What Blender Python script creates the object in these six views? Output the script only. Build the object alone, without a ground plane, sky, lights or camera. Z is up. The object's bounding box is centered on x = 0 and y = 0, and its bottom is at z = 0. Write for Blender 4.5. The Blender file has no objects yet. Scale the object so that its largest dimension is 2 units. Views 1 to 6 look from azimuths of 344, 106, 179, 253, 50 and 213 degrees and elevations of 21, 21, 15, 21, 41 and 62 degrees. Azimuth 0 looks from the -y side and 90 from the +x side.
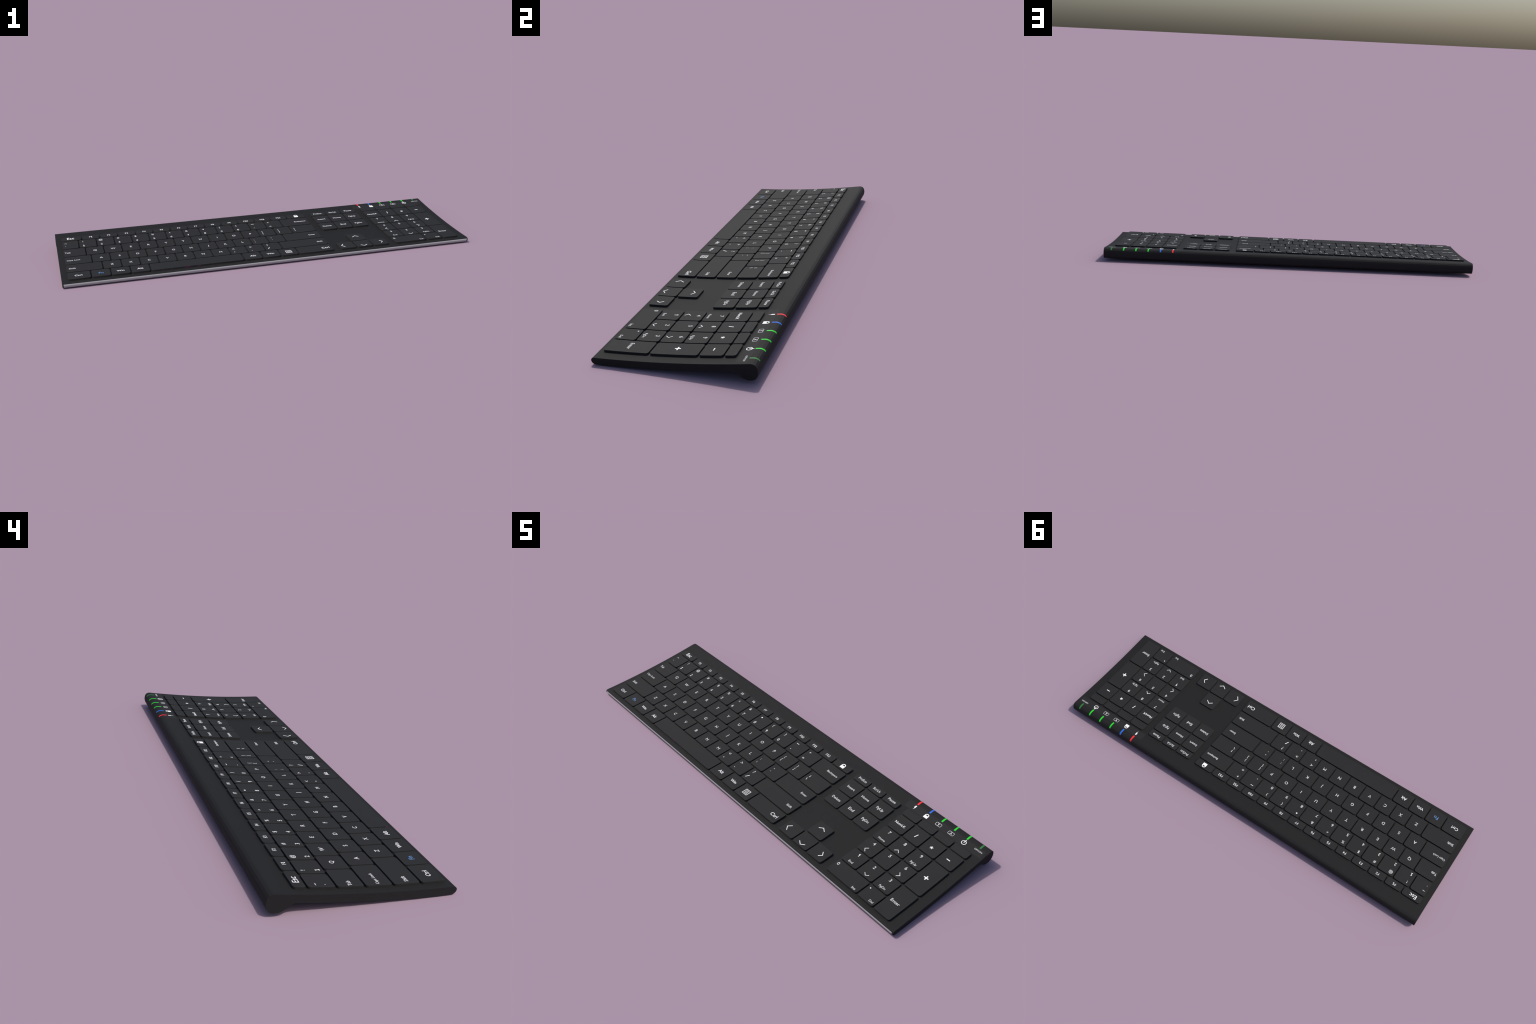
"""Full-size slim desktop keyboard: a thin curved wedge case with a rolled rear
foot, a pale metal trim along the front lip, low chiclet keys that follow the
concave deck, printed legends and six small status lights at the rear right."""
import bpy, bmesh, math
from mathutils import Vector

# ------------------------------------------------------------------ measures
HALF_LEN = 1.0            # case half length (x)
KEY_H = 0.0080            # key height above the deck
GAP = 0.0060              # gap between neighbouring keys
CORNER = 0.0085           # plan corner radius of a key
INK = 0.00028             # how far the print stands proud

def deck(y):
    """Height of the concave top deck at depth y."""
    return 0.0389 + 0.0855 * y + 0.119 * y * y - 0.0064 * y ** 3

THICK = 0.0257

# --------------------------------------------------------------- materials
def principled(name):
    m = bpy.data.materials.new(name)
    m.use_nodes = True
    nt = m.node_tree
    b = nt.nodes["Principled BSDF"]
    return m, nt, b

def plastic(name, col, rough, spec=0.5, grain=0.10, scale=900.0, bump=0.02):
    m, nt, b = principled(name)
    tc = nt.nodes.new("ShaderNodeTexCoord")
    nz = nt.nodes.new("ShaderNodeTexNoise")
    nz.inputs["Scale"].default_value = scale
    nz.inputs["Detail"].default_value = 2.0
    nt.links.new(tc.outputs["Object"], nz.inputs["Vector"])
    rp = nt.nodes.new("ShaderNodeValToRGB")
    lo, hi = 1 - grain, 1 + grain
    rp.color_ramp.elements[0].position = 0.3
    rp.color_ramp.elements[1].position = 0.7
    rp.color_ramp.elements[0].color = (col[0] * lo, col[1] * lo, col[2] * lo, 1)
    rp.color_ramp.elements[1].color = (col[0] * hi, col[1] * hi, col[2] * hi, 1)
    nt.links.new(nz.outputs["Fac"], rp.inputs["Fac"])
    nt.links.new(rp.outputs["Color"], b.inputs["Base Color"])
    b.inputs["Roughness"].default_value = rough
    b.inputs["Specular IOR Level"].default_value = spec
    if bump:
        bp = nt.nodes.new("ShaderNodeBump")
        bp.inputs["Strength"].default_value = bump
        bp.inputs["Distance"].default_value = 0.0004
        nt.links.new(nz.outputs["Fac"], bp.inputs["Height"])
        nt.links.new(bp.outputs["Normal"], b.inputs["Normal"])
    return m

MAT_CASE = plastic("case_plastic", (0.0102, 0.0102, 0.0103), 0.80, 0.24)
MAT_KEY = plastic("key_plastic", (0.0156, 0.0156, 0.0158), 0.80, 0.25)
MAT_TRIM = plastic("trim_metal", (0.335, 0.335, 0.34), 0.40, 0.5, 0.03, 300.0, 0.0)
MAT_WHITE = plastic("white_print", (0.80, 0.80, 0.80), 0.55, 0.4, 0.0, 50.0, 0.0)
MAT_SOFT = plastic("grey_print", (0.62, 0.62, 0.62), 0.60, 0.3, 0.0, 50.0, 0.0)
MAT_BLUEPRINT = plastic("blue_print", (0.10, 0.225, 0.47), 0.55, 0.4, 0.0, 50.0, 0.0)
MAT_RED = plastic("red_lens", (0.80, 0.025, 0.035), 0.55, 0.25, 0.0, 50.0, 0.0)
MAT_BLUE = plastic("blue_lens", (0.025, 0.135, 0.58), 0.55, 0.25, 0.0, 50.0, 0.0)
MAT_GREEN = plastic("green_lens", (0.018, 0.54, 0.025), 0.55, 0.25, 0.0, 50.0, 0.0)
MAT_DIM = plastic("dim_green_lens", (0.026, 0.17, 0.035), 0.55, 0.25, 0.0, 50.0, 0.0)

def flecked(base_name, half_w, half_d):
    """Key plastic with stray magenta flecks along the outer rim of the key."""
    m = MAT_KEY.copy()
    m.name = base_name
    nt = m.node_tree
    b = nt.nodes["Principled BSDF"]
    old = b.inputs["Base Color"].links[0].from_socket
    def math_node(op, a, c=None):
        n = nt.nodes.new("ShaderNodeMath")
        n.operation = op
        for i, v in enumerate((a, c)):
            if v is None:
                continue
            if isinstance(v, (int, float)):
                n.inputs[i].default_value = v
            else:
                nt.links.new(v, n.inputs[i])
        return n.outputs[0]
    tc = nt.nodes.new("ShaderNodeTexCoord")
    sep = nt.nodes.new("ShaderNodeSeparateXYZ")
    nt.links.new(tc.outputs["Object"], sep.inputs[0])
    ex = math_node("GREATER_THAN", math_node("ABSOLUTE", sep.outputs[0]), half_w - 0.0004)
    ey = math_node("LESS_THAN", sep.outputs[1], -half_d + 0.0004)
    rim = math_node("MAXIMUM", ex, ey)
    mp = nt.nodes.new("ShaderNodeMapping")
    mp.inputs["Scale"].default_value = (55.0, 90.0, 330.0)
    mp.inputs["Rotation"].default_value = (0.0, 0.12, 0.0)
    nt.links.new(tc.outputs["Object"], mp.inputs["Vector"])
    nz = nt.nodes.new("ShaderNodeTexNoise")
    nz.inputs["Scale"].default_value = 1.0
    nz.inputs["Detail"].default_value = 1.0
    nt.links.new(mp.outputs[0], nz.inputs["Vector"])
    fac = math_node("MULTIPLY", rim, math_node("GREATER_THAN", nz.outputs["Fac"], 0.70))
    mix = nt.nodes.new("ShaderNodeMix")
    mix.data_type = "RGBA"
    nt.links.new(fac, mix.inputs[0])
    nt.links.new(old, mix.inputs[6])
    mix.inputs[7].default_value = (0.30, 0.004, 0.14, 1)
    nt.links.new(mix.outputs[2], b.inputs["Base Color"])
    return m

# --------------------------------------------------------------- helpers
ROOT = bpy.data.objects.new("computer_keyboard", None)
ROOT.empty_display_size = 0.2
bpy.context.scene.collection.objects.link(ROOT)
ROOT["label"] = "slim black full-size computer keyboard with white legends and silver front trim"
ROOT["category"] = "keyboard"

def add_object(name, mesh, parent=ROOT, loc=(0, 0, 0), mat=None):
    o = bpy.data.objects.new(name, mesh)
    bpy.context.scene.collection.objects.link(o)
    o.parent = parent
    o.location = loc
    if mat and not mesh.materials:
        mesh.materials.append(mat)
    return o

def smooth(mesh, angle=35.0):
    mesh.polygons.foreach_set("use_smooth", [True] * len(mesh.polygons))
    mesh.set_sharp_from_angle(angle=math.radians(angle))

def finish(bm, name, angle=35.0):
    bmesh.ops.recalc_face_normals(bm, faces=bm.faces[:])
    me = bpy.data.meshes.new(name)
    bm.to_mesh(me)
    bm.free()
    smooth(me, angle)
    return me

def catmull(pts, n=6, closed=True):
    out, m = [], len(pts)
    for i in range(m if closed else m - 1):
        p0, p1, p2, p3 = (pts[(i + k) % m] if closed else pts[min(max(i + k, 0), m - 1)]
                          for k in (-1, 0, 1, 2))
        for s in range(n):
            t = s / n
            out.append(tuple(0.5 * (2 * b + (c - a) * t + (2 * a - 5 * b + 4 * c - d) * t * t
                                    + (3 * b - a - 3 * c + d) * t ** 3)
                             for a, b, c, d in zip(p0, p1, p2, p3)))
    if not closed:
        out.append(pts[-1])
    return out

# --------------------------------------------------------------- the case
# side profile (y, z): rear roll and foot, then front nose, joined by the deck
# above and the parallel underside below
REAR = [(0.2515, deck(0.2515)), (0.2600, 0.0690), (0.2660, 0.0698), (0.2720, 0.0692),
        (0.2805, 0.0660), (0.2860, 0.0585), (0.2886, 0.0495), (0.2895, 0.0393),
        (0.2872, 0.0265), (0.2815, 0.0180), (0.2740, 0.0136), (0.2650, 0.0116),
        (0.2535, 0.0114), (0.2410, 0.0152), (0.2298, 0.0226), (0.2205, 0.0298),
        (0.2085, 0.0340), (0.1930, 0.0348)]
NOSE = [(-0.2550, 0.0), (-0.2700, 0.0), (-0.2772, 0.0005), (-0.2820, 0.0024), (-0.2860, 0.0058),
        (-0.2886, 0.0100), (-0.2895, 0.0145), (-0.2888, 0.0180), (-0.2862, 0.0216),
        (-0.2815, 0.0240), (-0.2740, deck(-0.2740))]
FACETS = 8                # the upper rear roll is made of broad flat bands
rear = REAR[:FACETS] + catmull(REAR[FACETS:], 4, closed=False)
nose = catmull(NOSE, 3, closed=False)
top_line = [(-0.2740 + i * (0.2515 + 0.2740) / 24, 0) for i in range(1, 24)]
top_line = [(y, deck(y)) for y, _ in top_line]
under = [(0.165 - i * 0.40 / 18, 0) for i in range(0, 19)]
under = [(y, max(0.0, deck(y) - THICK)) for y, _ in under]
PROFILE = rear + under + nose + top_line

def loft_x(profile, x0, x1, cap=True, steps=1):
    bm = bmesh.new()
    rings = []
    for s in range(steps + 1):
        x = x0 + (x1 - x0) * s / steps
        rings.append([bm.verts.new((x, y, z)) for y, z in profile])
    n = len(profile)
    for a, b in zip(rings, rings[1:]):
        for i in range(n):
            j = (i + 1) % n
            bm.faces.new((a[i], a[j], b[j], b[i]))
    if cap:
        bm.faces.new(rings[0])
        bm.faces.new(rings[-1])
    return bm

def offset_line(pts, d):
    """Shift an open polyline sideways by d (to its right-hand side)."""
    out = []
    for i, p in enumerate(pts):
        a, b = pts[max(i - 1, 0)], pts[min(i + 1, len(pts) - 1)]
        ty, tz = b[0] - a[0], b[1] - a[1]
        L = math.hypot(ty, tz)
        out.append((p[0] + d * tz / L, p[1] - d * ty / L))
    return out

def band(line, d_out, d_in, x0, x1, name):
    """A solid strip following part of the profile from x0 to x1."""
    section = offset_line(line, d_out) + offset_line(line, d_in)[::-1]
    return finish(loft_x(section, x0, x1), name, 40)

case = add_object("case", finish(loft_x(PROFILE, -HALF_LEN, HALF_LEN, steps=4), "case", 32), mat=MAT_CASE)
for e in case.data.edges:
    a, b = (case.data.vertices[i].co for i in e.vertices)
    if abs(a.y - b.y) + abs(a.z - b.z) < 1e-6 and a.y > 0.2555 and a.z > 0.045:
        e.use_edge_sharp = True

# bright metal trim wrapped round the front nose, stopping short of the ends
trim_line = [p for p in nose if p[0] < -0.2760 and p[1] < 0.0200]
add_object("trim_strip", band(trim_line, -0.0005, 0.0015, -0.9945, 0.9945, "trim_strip"), mat=MAT_TRIM)

# ------------------------------------------------- status panel and lights
def deck_patch(x0, x1, y0, y1, lift, name, steps=8):
    line = [(y0 + (y1 - y0) * i / steps, 0) for i in range(steps + 1)]
    line = [(y, deck(y)) for y, _ in line]
    sec = [(y, z + lift) for y, z in line] + [(y, z - 0.001) for y, z in line[::-1]]
    return finish(loft_x(sec, x0, x1), name, 40)

panel = add_object("indicator_panel", deck_patch(0.5885, 0.9890, 0.2115, 0.2512, 0.00015, "indicator_panel"),
                   mat=MAT_KEY)
light_line = [(0.2505, deck(0.2505))] + REAR[1:5] + [(0.2842, 0.0610)]
LIGHT_X = [0.6290, 0.6952, 0.7615, 0.8277, 0.8938, 0.9598]
for x, mat in zip(LIGHT_X, [MAT_RED, MAT_BLUE, MAT_GREEN, MAT_GREEN, MAT_GREEN, MAT_DIM]):
    add_object("indicator_light", band(light_line, -0.0005, 0.0012, x - 0.0037, x + 0.0037, "indicator_light"),
               mat=mat)

# --------------------------------------------------------------- keys
KEY_CACHE = {}

def rounded_rect_side(w, d, r, steps=5, mids=5):
    """Right-hand edge, front to back, of a rounded rectangle."""
    pts = []
    for i in range(steps + 1):
        a = -math.pi / 2 + i * math.pi / 2 / steps
        pts.append((w / 2 - r + r * math.cos(a), -d / 2 + r + r * math.sin(a)))
    for i in range(1, mids):
        pts.append((w / 2, -d / 2 + r + (d - 2 * r) * i / mids))
    for i in range(steps + 1):
        a = i * math.pi / 2 / steps
        pts.append((w / 2 - r + r * math.cos(a), d / 2 - r + r * math.sin(a)))
    return pts

def key_mesh(w, d, yc):
    tag = (round(w, 4), round(d, 4), round(yc, 4))
    if tag in KEY_CACHE:
        return KEY_CACHE[tag]
    bev = 0.0004
    bm = bmesh.new()
    z0 = deck(yc)
    loops = []
    for inset, lift in ((0, -0.0012), (0, KEY_H - bev), (bev * 0.3, KEY_H - bev * 0.3), (bev, KEY_H)):
        side = rounded_rect_side(w - 2 * inset, d - 2 * inset, CORNER - inset)
        R = [bm.verts.new((x, y, deck(yc + y) - z0 + lift)) for x, y in side]
        L = [bm.verts.new((-x, y, deck(yc + y) - z0 + lift)) for x, y in side]
        loops.append((R, L))
    n = len(loops[0][0])
    for (R0, L0), (R1, L1) in zip(loops, loops[1:]):
        for i in range(n - 1):
            bm.faces.new((R0[i], R0[i + 1], R1[i + 1], R1[i]))
            bm.faces.new((L0[i + 1], L0[i], L1[i], L1[i + 1]))
        bm.faces.new((L0[0], R0[0], R1[0], L1[0]))
        bm.faces.new((R0[-1], L0[-1], L1[-1], R1[-1]))
    for R, L in (loops[0], loops[-1]):
        for i in range(n - 1):
            bm.faces.new((L[i], R[i], R[i + 1], L[i + 1]))
    me = finish(bm, "key", 22)
    KEY_CACHE[tag] = me
    return me

KEYS = {}

def add_key(ident, x0, x1, y0, y1, name="key", mat=MAT_KEY):
    xc, yc = (x0 + x1) / 2, (y0 + y1) / 2
    o = add_object(name, key_mesh(x1 - x0 - GAP, y1 - y0 - GAP, yc), loc=(xc, yc, deck(yc)), mat=mat)
    KEYS[ident] = (o, xc, yc)
    return o

# row boundaries, front to back
ROW = [-0.2690, -0.1875, -0.1005, -0.0130, 0.0740, 0.1620, 0.2065]
MAIN_L, MAIN_R = -0.9750, 0.2935

def row_of_keys(row, idents, first, pitch, end_gap=None):
    """Keys between the main block's edges; `first` is the first inner gap."""
    cuts = [MAIN_L] + [first + pitch * i for i in range(len(idents) - 1)] + [MAIN_R]
    for ident, a, b in zip(idents, cuts, cuts[1:]):
        add_key(ident, a, b, ROW[row], ROW[row + 1])

row_of_keys(5, ["Esc"] + ["F%d" % i for i in range(1, 13)] + ["Lock"], -0.8745, 0.0888)
row_of_keys(4, list("`1234567890-=") + ["Backspace"], -0.8940, 0.0863)
row_of_keys(3, ["Tab"] + list("QWERTYUIOP[]\\"), -0.8680, 0.0862)
row_of_keys(2, ["Caps"] + list("ASDFGHJKL;'") + ["Enter"], -0.8480, 0.0864)
row_of_keys(1, ["LShift"] + list("ZXCVBNM,./") + ["RShift"], -0.8068, 0.0864)
bottom = [MAIN_L, -0.8680, -0.7790, -0.6895, -0.6000, -0.1570, -0.0660, 0.0237, 0.1135, MAIN_R]
for ident, a, b in zip(["LCtrl", "Fn", "LWin", "LAlt", "Space", "RAlt", "RWin", "Menu", "RCtrl"], bottom, bottom[1:]):
    add_key(ident, a, b, ROW[0], ROW[1], name="space_bar" if ident == "Space" else "key",
            mat=flecked("space_bar_plastic", (b - a - GAP) / 2, (ROW[1] - ROW[0] - GAP) / 2) if ident == "Space" else MAT_KEY)
NAV = [0.3240, 0.4105, 0.4970, 0.5835]
for row, names in ((5, ["PrtScn", "ScrLk", "Pause"]), (4, ["Insert", "Home", "PgUp"]),
                   (3, ["Delete", "End", "PgDn"]), (0, ["Left", "Down", "Right"])):
    for i, ident in enumerate(names):
        add_key(ident, NAV[i], NAV[i + 1], ROW[row], ROW[row + 1])
add_key("Up", NAV[1], NAV[2], ROW[1], ROW[2])
PAD = [0.6140, 0.7000, 0.7863, 0.8726, 0.9590]
for row, names in ((5, ["b1", "b2", "b3", "b4"]), (4, ["NumLK", "n/", "n*", "n-"]), (3, ["n7", "n8", "n9"]),
                   (2, ["n4", "n5", "n6"]), (1, ["n1", "n2", "n3"])):
    for i, ident in enumerate(names):
        add_key(ident, PAD[i], PAD[i + 1], ROW[row], ROW[row + 1])
add_key("n+", PAD[3], PAD[4], ROW[2], ROW[4])
add_key("nEnter", PAD[3], PAD[4], ROW[0], ROW[2])
add_key("n0", PAD[0], PAD[2], ROW[0], ROW[1])
add_key("n.", PAD[2], PAD[3], ROW[0], ROW[1])

# --------------------------------------------------------------- printing
# shapes are collected per owner as flat 2-D pieces: (verts, faces) where each
# piece becomes a thin plate lying on the owner's surface
PRINT = {}          # ident -> list of jobs

def put(ident, kind, *args, **kw):
    PRINT.setdefault(ident, []).append((kind, args, kw))

def words(ident, s, x, y, width=None, cap=0.0148, bold=0.004, soft=True):
    """Text centred on (x, y), set to a printed width or to a capital height."""
    put(ident, "text", s, x, y, width, cap, bold, soft=soft)

def ribbon(ident, pts, w, closed=False):
    """A mitred stroke of width w along pts (absolute x, y)."""
    n, L, R = len(pts), [], []
    for i, p in enumerate(pts):
        p = Vector(p)
        a = Vector(pts[(i - 1) % n]) if (closed or i) else None
        b = Vector(pts[(i + 1) % n]) if (closed or i < n - 1) else None
        d0 = (p - a).normalized() if a is not None else None
        d1 = (b - p).normalized() if b is not None else None
        d0, d1 = d0 or d1, d1 or d0
        t = (d0 + d1).normalized()
        nrm = Vector((-t.y, t.x))
        k = w / 2 / max(0.35, nrm.dot(Vector((-d1.y, d1.x))))
        L.append(p + nrm * k)
        R.append(p - nrm * k)
    faces = [(i, (i + 1) % n, n + (i + 1) % n, n + i) for i in range(n if closed else n - 1)]
    put(ident, "mesh", [tuple(v) for v in L + R], faces)

def polygon(ident, pts):
    put(ident, "mesh", list(pts), [tuple(range(len(pts)))])

def rect(ident, cx, cy, w, h):
    polygon(ident, [(cx - w / 2, cy - h / 2), (cx + w / 2, cy - h / 2), (cx + w / 2, cy + h / 2), (cx - w / 2, cy + h / 2)])

def arc(cx, cy, r, a0, a1, n):
    return [(cx + r * math.cos(math.radians(a0 + (a1 - a0) * i / n)),
             cy + r * math.sin(math.radians(a0 + (a1 - a0) * i / n))) for i in range(n + 1)]

def centre(ident):
    return KEYS[ident][1], KEYS[ident][2]

def serif_one(ident, cx, cy, h=0.0146, w=0.0023):
    """A figure one with a flag and a foot."""
    foot = cy - h / 2 + w / 2
    ribbon(ident, [(cx - 0.0036, cy + h / 2 - 0.0030), (cx + 0.0002, cy + h / 2 - 0.0008), (cx + 0.0002, foot + w / 2)], w)
    rect(ident, cx + 0.0002, foot, 0.0078 * h / 0.0146, w)

# letters in the middle of their keys
for ch in "QWERTYUIOPASDFGHJKLZXCVBNM":
    x, y = centre(ch)
    words(ch, ch, x + 0.0005, y + 0.0003, bold=0.0 if ch in "MW" else 0.004)
# figures with their shifted signs, printed near the left edge
for ch, sh in zip("1234567890-=", "!@#$%^&*()_+"):
    x, y = centre(ch)
    if ch == "1":
        serif_one(ch, x - 0.0207, y - 0.0225)
    else:
        words(ch, ch, x - 0.0212, y - 0.0225, bold=0.0 if ch == "4" else 0.004)
    if ch == "8":
        polygon(ch, arc(x - 0.0212, y + 0.0225, 0.0037, 0, 330, 11))
    elif ch == "-":
        rect(ch, x - 0.0195, y + 0.0220, 0.0150, 0.0022)
    else:
        words(ch, sh, x - 0.0220, y + 0.0225, cap=0.0136)
x, y = centre("`")
words("`", "`", x - 0.0240, y - 0.0135)
words("`", "~", x - 0.0215, y + 0.0155)
# punctuation pairs: lower sign, upper sign, dx, dy of each
x, y = centre(",")
words(",", ",", x - 0.0212, y - 0.0185, bold=0.03)
words(",", "<", x - 0.0195, y + 0.0185, cap=0.0165)
x, y = centre(".")
words(".", ".", x - 0.0215, y - 0.0225, bold=0.03)
words(".", ">", x - 0.0195, y + 0.0190, cap=0.0165)
x, y = centre("/")
ribbon("/", [(x - 0.0265, y - 0.0260), (x - 0.0175, y - 0.0080)], 0.0028)
words("/", "?", x - 0.0200, y + 0.0205, cap=0.0165)
for ident, low, high, dx, ylo, yhi in ((";", ";", ":", -0.0240, -0.0145, 0.0100),
                                       ("'", "'", '"', -0.0210, -0.0085, 0.0135),
                                       ("[", "[", "{", -0.0215, -0.0120, 0.0095),
                                       ("]", "]", "}", -0.0225, -0.0115, 0.0105)):
    x, y = centre(ident)
    words(ident, low, x + dx, y + ylo, cap=0.0125, bold=0.0, soft=True)
    words(ident, high, x + dx + 0.0005, y + yhi, cap=0.0125, bold=0.0, soft=True)
y = centre("\\")[1]
ribbon("\\", [(0.1838, y - 0.0055), (0.1878, y - 0.0175)], 0.0019)
ribbon("\\", [(0.1868, y + 0.0015), (0.1868, y + 0.0145)], 0.0019)

# word legends: ident, text, x, y, printed width
for ident, s, x, y, w in (
        ("LCtrl", "Ctrl", -0.9240, -0.2300, 0.0335), ("Fn", "Fn", -0.8230, -0.2292, 0.0212),
        ("LWin", "Win", -0.7355, -0.2293, 0.0345), ("LAlt", "Alt", -0.6455, -0.2298, 0.0285),
        ("RAlt", "Alt", -0.1085, -0.2305, 0.0285), ("RWin", "Win", -0.0212, -0.2285, 0.0345),
        ("RCtrl", "Ctrl", 0.2580, -0.2303, 0.0385), ("LShift", "Shift", -0.9450, -0.1467, 0.0310),
        ("RShift", "Shift", 0.2588, -0.1466, 0.0290), ("Caps", "Caps Lock", -0.9327, -0.0555, 0.0625),
        ("Enter", "Enter", 0.2505, -0.0550, 0.0340), ("Tab", "Tab", -0.9540, 0.0310, 0.0272),
        ("Backspace", "Backspace", 0.2450, 0.1188, 0.0612), ("Esc", "Esc", -0.9285, 0.1865, 0.0345),
        ("PrtScn", "PrtScn", 0.3672, 0.1867, 0.0450), ("ScrLk", "ScrLk", 0.4526, 0.1870, 0.0405),
        ("Pause", "Pause", 0.5408, 0.1877, 0.0405), ("Insert", "Insert", 0.3658, 0.1175, 0.0415),
        ("Home", "Home", 0.4522, 0.1173, 0.0425), ("PgUp", "PgUp", 0.5378, 0.1178, 0.0375),
        ("Delete", "Delete", 0.3650, 0.0305, 0.0470), ("End", "End", 0.4545, 0.0315, 0.0290),
        ("PgDn", "PgDn", 0.5388, 0.0295, 0.0380), ("NumLK", "NumLK", 0.6552, 0.1168, 0.0527),
        ("nEnter", "Enter", 0.9133, -0.1850, 0.0424)):
    words(ident, s, x, y, width=w, bold=0.004,
          soft=ident not in ("LCtrl", "RCtrl", "Fn", "LWin", "RWin", "LAlt", "RAlt", "Esc", "NumLK"))
for i in range(1, 13):
    x, y = centre("F%d" % i)
    if "1" not in str(i):
        words("F%d" % i, "F%d" % i, x, y + 0.0006, width=0.0153)
        continue
    left = x - (0.0076 if i < 10 else 0.0118)
    words("F%d" % i, "F", left + 0.0031, y + 0.0006, cap=0.0120)
    for k, digit in enumerate(str(i)):
        if digit == "1":
            serif_one("F%d" % i, left + 0.0116 + 0.0084 * k, y + 0.0006, h=0.0120, w=0.0019)
        else:
            words("F%d" % i, digit, left + 0.0118 + 0.0084 * k, y + 0.0006, cap=0.0120)
# number pad: figure above, small word or chevron below
for ident, s in (("n7", "7"), ("n8", "8"), ("n9", "9"), ("n4", "4"), ("n5", "5"), ("n6", "6"),
                 ("n2", "2"), ("n3", "3")):
    x, y = centre(ident)
    words(ident, s, x - 0.0008, y + 0.0222, cap=0.0148)
x, y = centre("n1")
ribbon("n1", [(x - 0.0050, y + 0.0255), (x + 0.0005, y + 0.0285), (x + 0.0005, y + 0.0150)], 0.0024)
for ident, s, w in (("n7", "Home", 0.0345), ("n9", "PgUp", 0.0310), ("n1", "End", 0.0210), ("n3", "PgDn", 0.0310)):
    x, y = centre(ident)
    words(ident, s, x + 0.0005, y - 0.0255, width=w, bold=0.0, soft=True)
words("n0", "0", 0.6316, -0.2122, cap=0.0148)
words("n0", "Ins", 0.7600, -0.2553, width=0.0178, bold=0.0, soft=True)
polygon("n.", arc(0.8030, -0.2060, 0.0027, 0, 330, 11))
words("n.", "Del", 0.8502, -0.2515, width=0.0192, bold=0.0, soft=True)

def chevron(ident, ax, ay, dx, dy, w):
    """Open arrow head with its apex at (ax, ay), arms going back by dx, dy."""
    ribbon(ident, [(ax + dx[0], ay + dy[0]), (ax, ay), (ax + dx[1], ay + dy[1])], w)

x, y = centre("n8"); chevron("n8", x - 0.0005, y - 0.0190, (-0.0110, 0.0110), (-0.0112, -0.0112), 0.0020)
x, y = centre("n2"); chevron("n2", x + 0.0010, y - 0.0325, (-0.0115, 0.0115), (0.0102, 0.0102), 0.0020)
x, y = centre("n4"); chevron("n4", x - 0.0120, y - 0.0215, (0.0110, 0.0110), (0.0118, -0.0118), 0.0020)
x, y = centre("n6"); chevron("n6", x + 0.0072, y - 0.0220, (-0.0110, -0.0110), (0.0118, -0.0118), 0.0020)
chevron("Up", 0.4530, -0.1260, (-0.0165, 0.0165), (-0.0126, -0.0126), 0.0027)
chevron("Down", 0.4537, -0.2578, (-0.0165, 0.0165), (0.0123, 0.0123), 0.0027)
chevron("Left", 0.3428, -0.2293, (0.0136, 0.0136), (0.0172, -0.0172), 0.0027)
chevron("Right", 0.5585, -0.2308, (-0.0114, -0.0114), (0.0145, -0.0145), 0.0027)

# plus, minus, star, stroke of the number pad
def plus(ident, cx, cy, r, w):
    h = w / 2
    polygon(ident, [(cx + a, cy + b) for a, b in ((-h, -r), (h, -r), (h, -h), (r, -h), (r, h), (h, h), (h, r),
                                                  (-h, r), (-h, h), (-r, h), (-r, -h), (-h, -h))])
plus("n+", 0.9132, -0.0130, 0.0105, 0.0048)
rect("n-", 0.9128, 0.1148, 0.0170, 0.0036)
ribbon("n/", [(0.7400, 0.1075), (0.7448, 0.1270)], 0.0030)
cx, cy = 0.8262, 0.1150
star = []
for i in range(5):
    a = 90 + 72 * i
    star += arc(cx, cy, 0.0072, a - 13, a + 13, 1) + arc(cx, cy, 0.0024, a + 36, a + 36.1, 1)[:1]
polygon("n*", star)

# menu key: a framed list
x0, x1, y0, y1 = 0.0570, 0.0840, -0.2432, -0.2155
ribbon("Menu", [(x0, y0), (x1, y0), (x1, y1), (x0, y1)], 0.0022, closed=True)
for t in (0.24, 0.5, 0.76):
    rect("Menu", (x0 + x1) / 2, y0 + (y1 - y0) * t, 0.0180, 0.0023)

def padlock(ident, cx, cy, s=1.0):
    w, h = 0.0196 * s, 0.0138 * s
    by = cy - 0.0120 * s
    rect(ident, cx, by + h / 2, w, h)
    r, t = 0.0078 * s, 0.0036 * s
    ty = by + h + 0.0006 * s
    ribbon(ident, [(cx + r, by + h)] + arc(cx, ty, r, 0, 180, 14) + [(cx - r, by + h)], t)
padlock("Lock", 0.2444, 0.1852, 1.08)

# icons on the status panel
PX = LIGHT_X
bx, by = PX[0] + 0.0008, 0.2310
polygon("panel", [(bx + a, by + b) for a, b in ((-0.0032, 0.0118), (0.0036, 0.0112), (0.0022, 0.0032), (0.0042, 0.0026),
                                                 (-0.0006, -0.0124), (0.0002, -0.0010), (-0.0040, -0.0006))])
padlock("panel", PX[1] + 0.0010, 0.2300)

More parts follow.
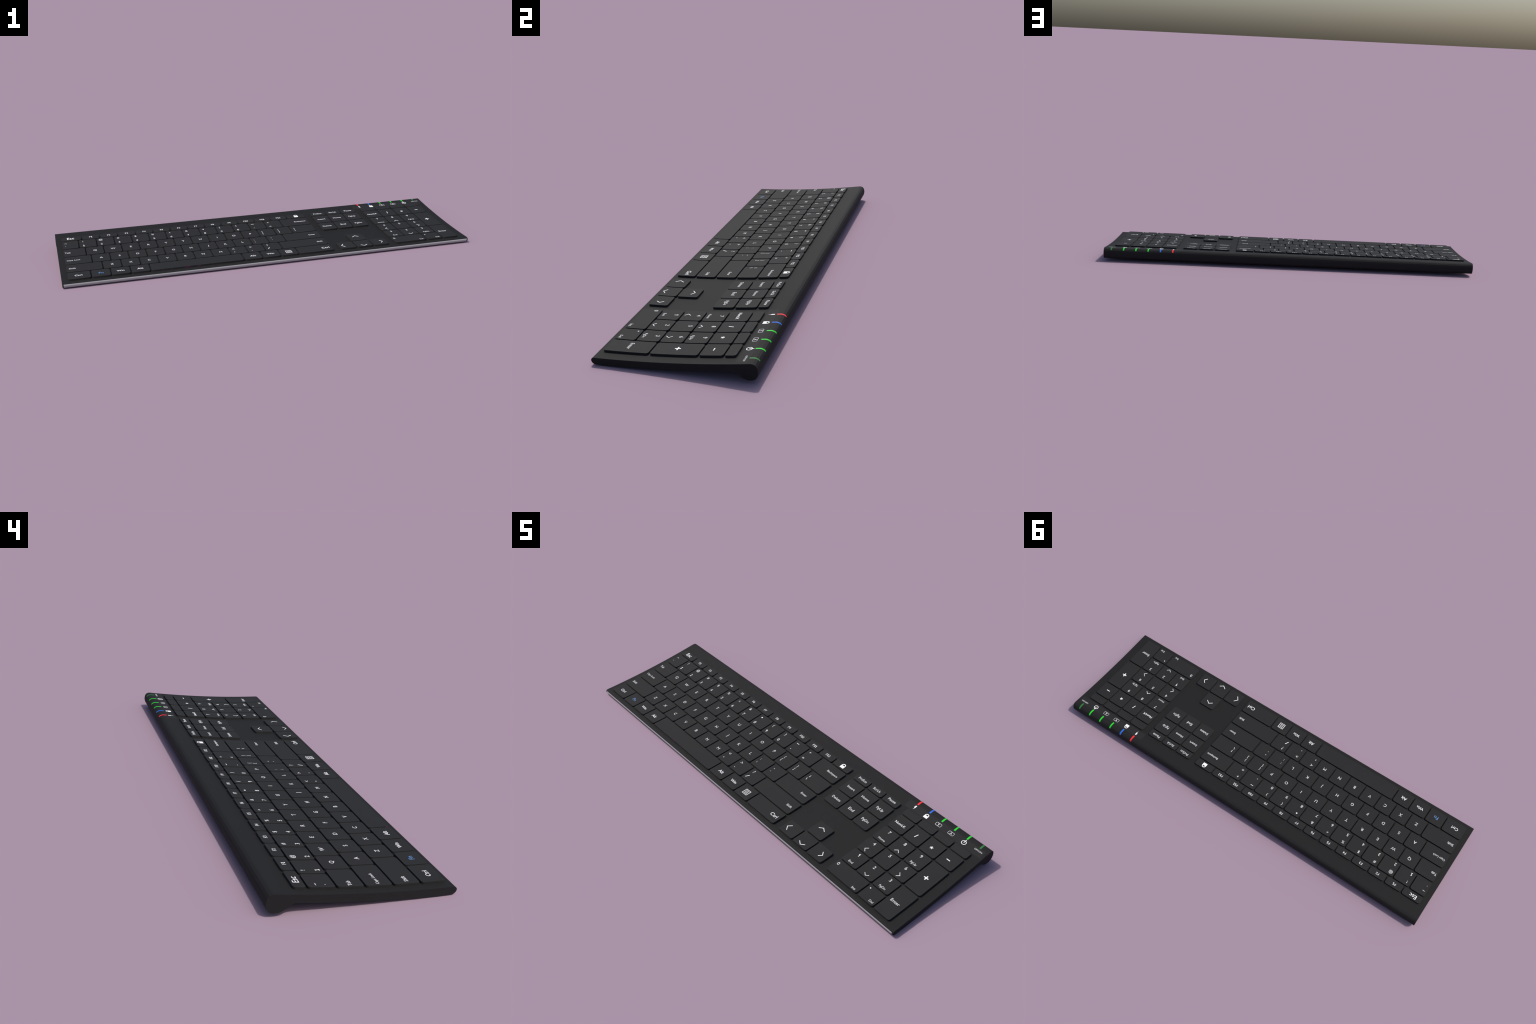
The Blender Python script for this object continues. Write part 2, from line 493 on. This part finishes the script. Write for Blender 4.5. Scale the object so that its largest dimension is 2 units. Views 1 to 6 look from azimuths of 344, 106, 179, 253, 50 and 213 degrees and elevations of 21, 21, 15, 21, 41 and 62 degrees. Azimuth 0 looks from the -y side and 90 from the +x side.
def key_outline(cx, cy, w, h, r, t):
    pts = []
    for sx, sy, a in ((1, 1, 0), (-1, 1, 90), (-1, -1, 180), (1, -1, 270)):
        pts += arc(cx + sx * (w / 2 - r), cy + sy * (h / 2 - r), r, a, a + 90, 4)
    ribbon("panel", pts, t, closed=True)
for i, s in ((2, "1"), (3, "A")):
    cx, cy = PX[i] + 0.0003, 0.2300
    key_outline(cx, cy, 0.0265, 0.0158, 0.0035, 0.0010)
    if s == "1":
        ribbon("panel", [(cx - 0.0036, cy + 0.0026), (cx + 0.0004, cy + 0.0048), (cx + 0.0004, cy - 0.0055)], 0.0021)
    else:
        words("panel", s, cx, cy, cap=0.0108)
cx, cy = PX[4] + 0.0008, 0.2300
ribbon("panel", arc(cx, cy, 0.0097, 102, 438, 30), 0.0026)
rect("panel", cx, cy + 0.0078, 0.0030, 0.0175)
words("panel", "OFF/ON", 0.9614, 0.2372, width=0.0370, bold=0.0, soft=True)

# ---- turn the print jobs into meshes
text_objs = {}
for jobs in PRINT.values():
    for kind, args, kw in jobs:
        if kind == "text" and (args[0], args[5]) not in text_objs:
            cu = bpy.data.curves.new("glyph", "FONT")
            cu.body, cu.size, cu.extrude, cu.offset, cu.resolution_u = args[0], 1.0, 0.1, args[5], 4
            o = bpy.data.objects.new("glyph", cu)
            bpy.context.scene.collection.objects.link(o)
            text_objs[(args[0], args[5])] = o
dg = bpy.context.evaluated_depsgraph_get()
dg.update()
glyphs = {}
for tag, o in text_objs.items():
    me = bpy.data.meshes.new_from_object(o.evaluated_get(dg))
    vs = [tuple(v.co) for v in me.vertices]
    fs = [tuple(p.vertices) for p in me.polygons]
    glyphs[tag] = (vs, fs)
    bpy.data.meshes.remove(me)
for o in text_objs.values():
    cu = o.data
    bpy.data.objects.remove(o)
    bpy.data.curves.remove(cu)
CAP = max(v[1] for v in glyphs[("H", 0.004)][0])      # capital height at size 1

for ident, jobs in PRINT.items():
    if ident == "panel":
        owner, ox, oy, base = panel, 0.0, 0.0, 0.00015
        oz = 0.0
    else:
        owner, ox, oy = KEYS[ident]
        oz, base = deck(oy), KEY_H
    bm = bmesh.new()
    def lay(x, y, up):
        return bm.verts.new((x - ox, y - oy, deck(y) - oz + base + (INK if up else -0.0004)))
    for kind, args, kw in jobs:
        start = len(bm.faces)
        if kind == "text":
            s, cx, cy, width, cap, bold = args
            vs, fs = glyphs[(s, bold)]
            xs, ys = [v[0] for v in vs], [v[1] for v in vs]
            k = cap / CAP if width is None else width / (max(xs) - min(xs))
            mx = (max(xs) + min(xs)) / 2
            my = (max(ys) + min(ys)) / 2 if width is None else CAP / 2
            new = [lay(cx + (v[0] - mx) * k, cy + (v[1] - my) * k, v[2] > 0) for v in vs]
            for f in fs:
                if len(set(f)) == len(f):
                    try:
                        bm.faces.new([new[i] for i in f])
                    except ValueError:
                        pass
        else:
            pts, fs = args
            up = [lay(px, py, True) for px, py in pts]
            dn = [lay(px, py, False) for px, py in pts]
            edges = {}
            for f in fs:
                bm.faces.new([up[i] for i in f])
                bm.faces.new([dn[i] for i in f[::-1]])
                for a, b in zip(f, f[1:] + f[:1]):
                    edges[(a, b)] = 1
            for a, b in edges:
                if (b, a) not in edges:
                    bm.faces.new((up[b], up[a], dn[a], dn[b]))
        if kw.get("soft"):
            bm.faces.ensure_lookup_table()
            for f in bm.faces[start:]:
                f.material_index = 1
    bmesh.ops.recalc_face_normals(bm, faces=bm.faces[:])
    me = bpy.data.meshes.new("legend")
    bm.to_mesh(me)
    bm.free()
    me.materials.append(MAT_BLUEPRINT if ident == "Fn" else MAT_WHITE)
    me.materials.append(MAT_SOFT)
    add_object("legend" if ident != "panel" else "icon_print", me, parent=owner)
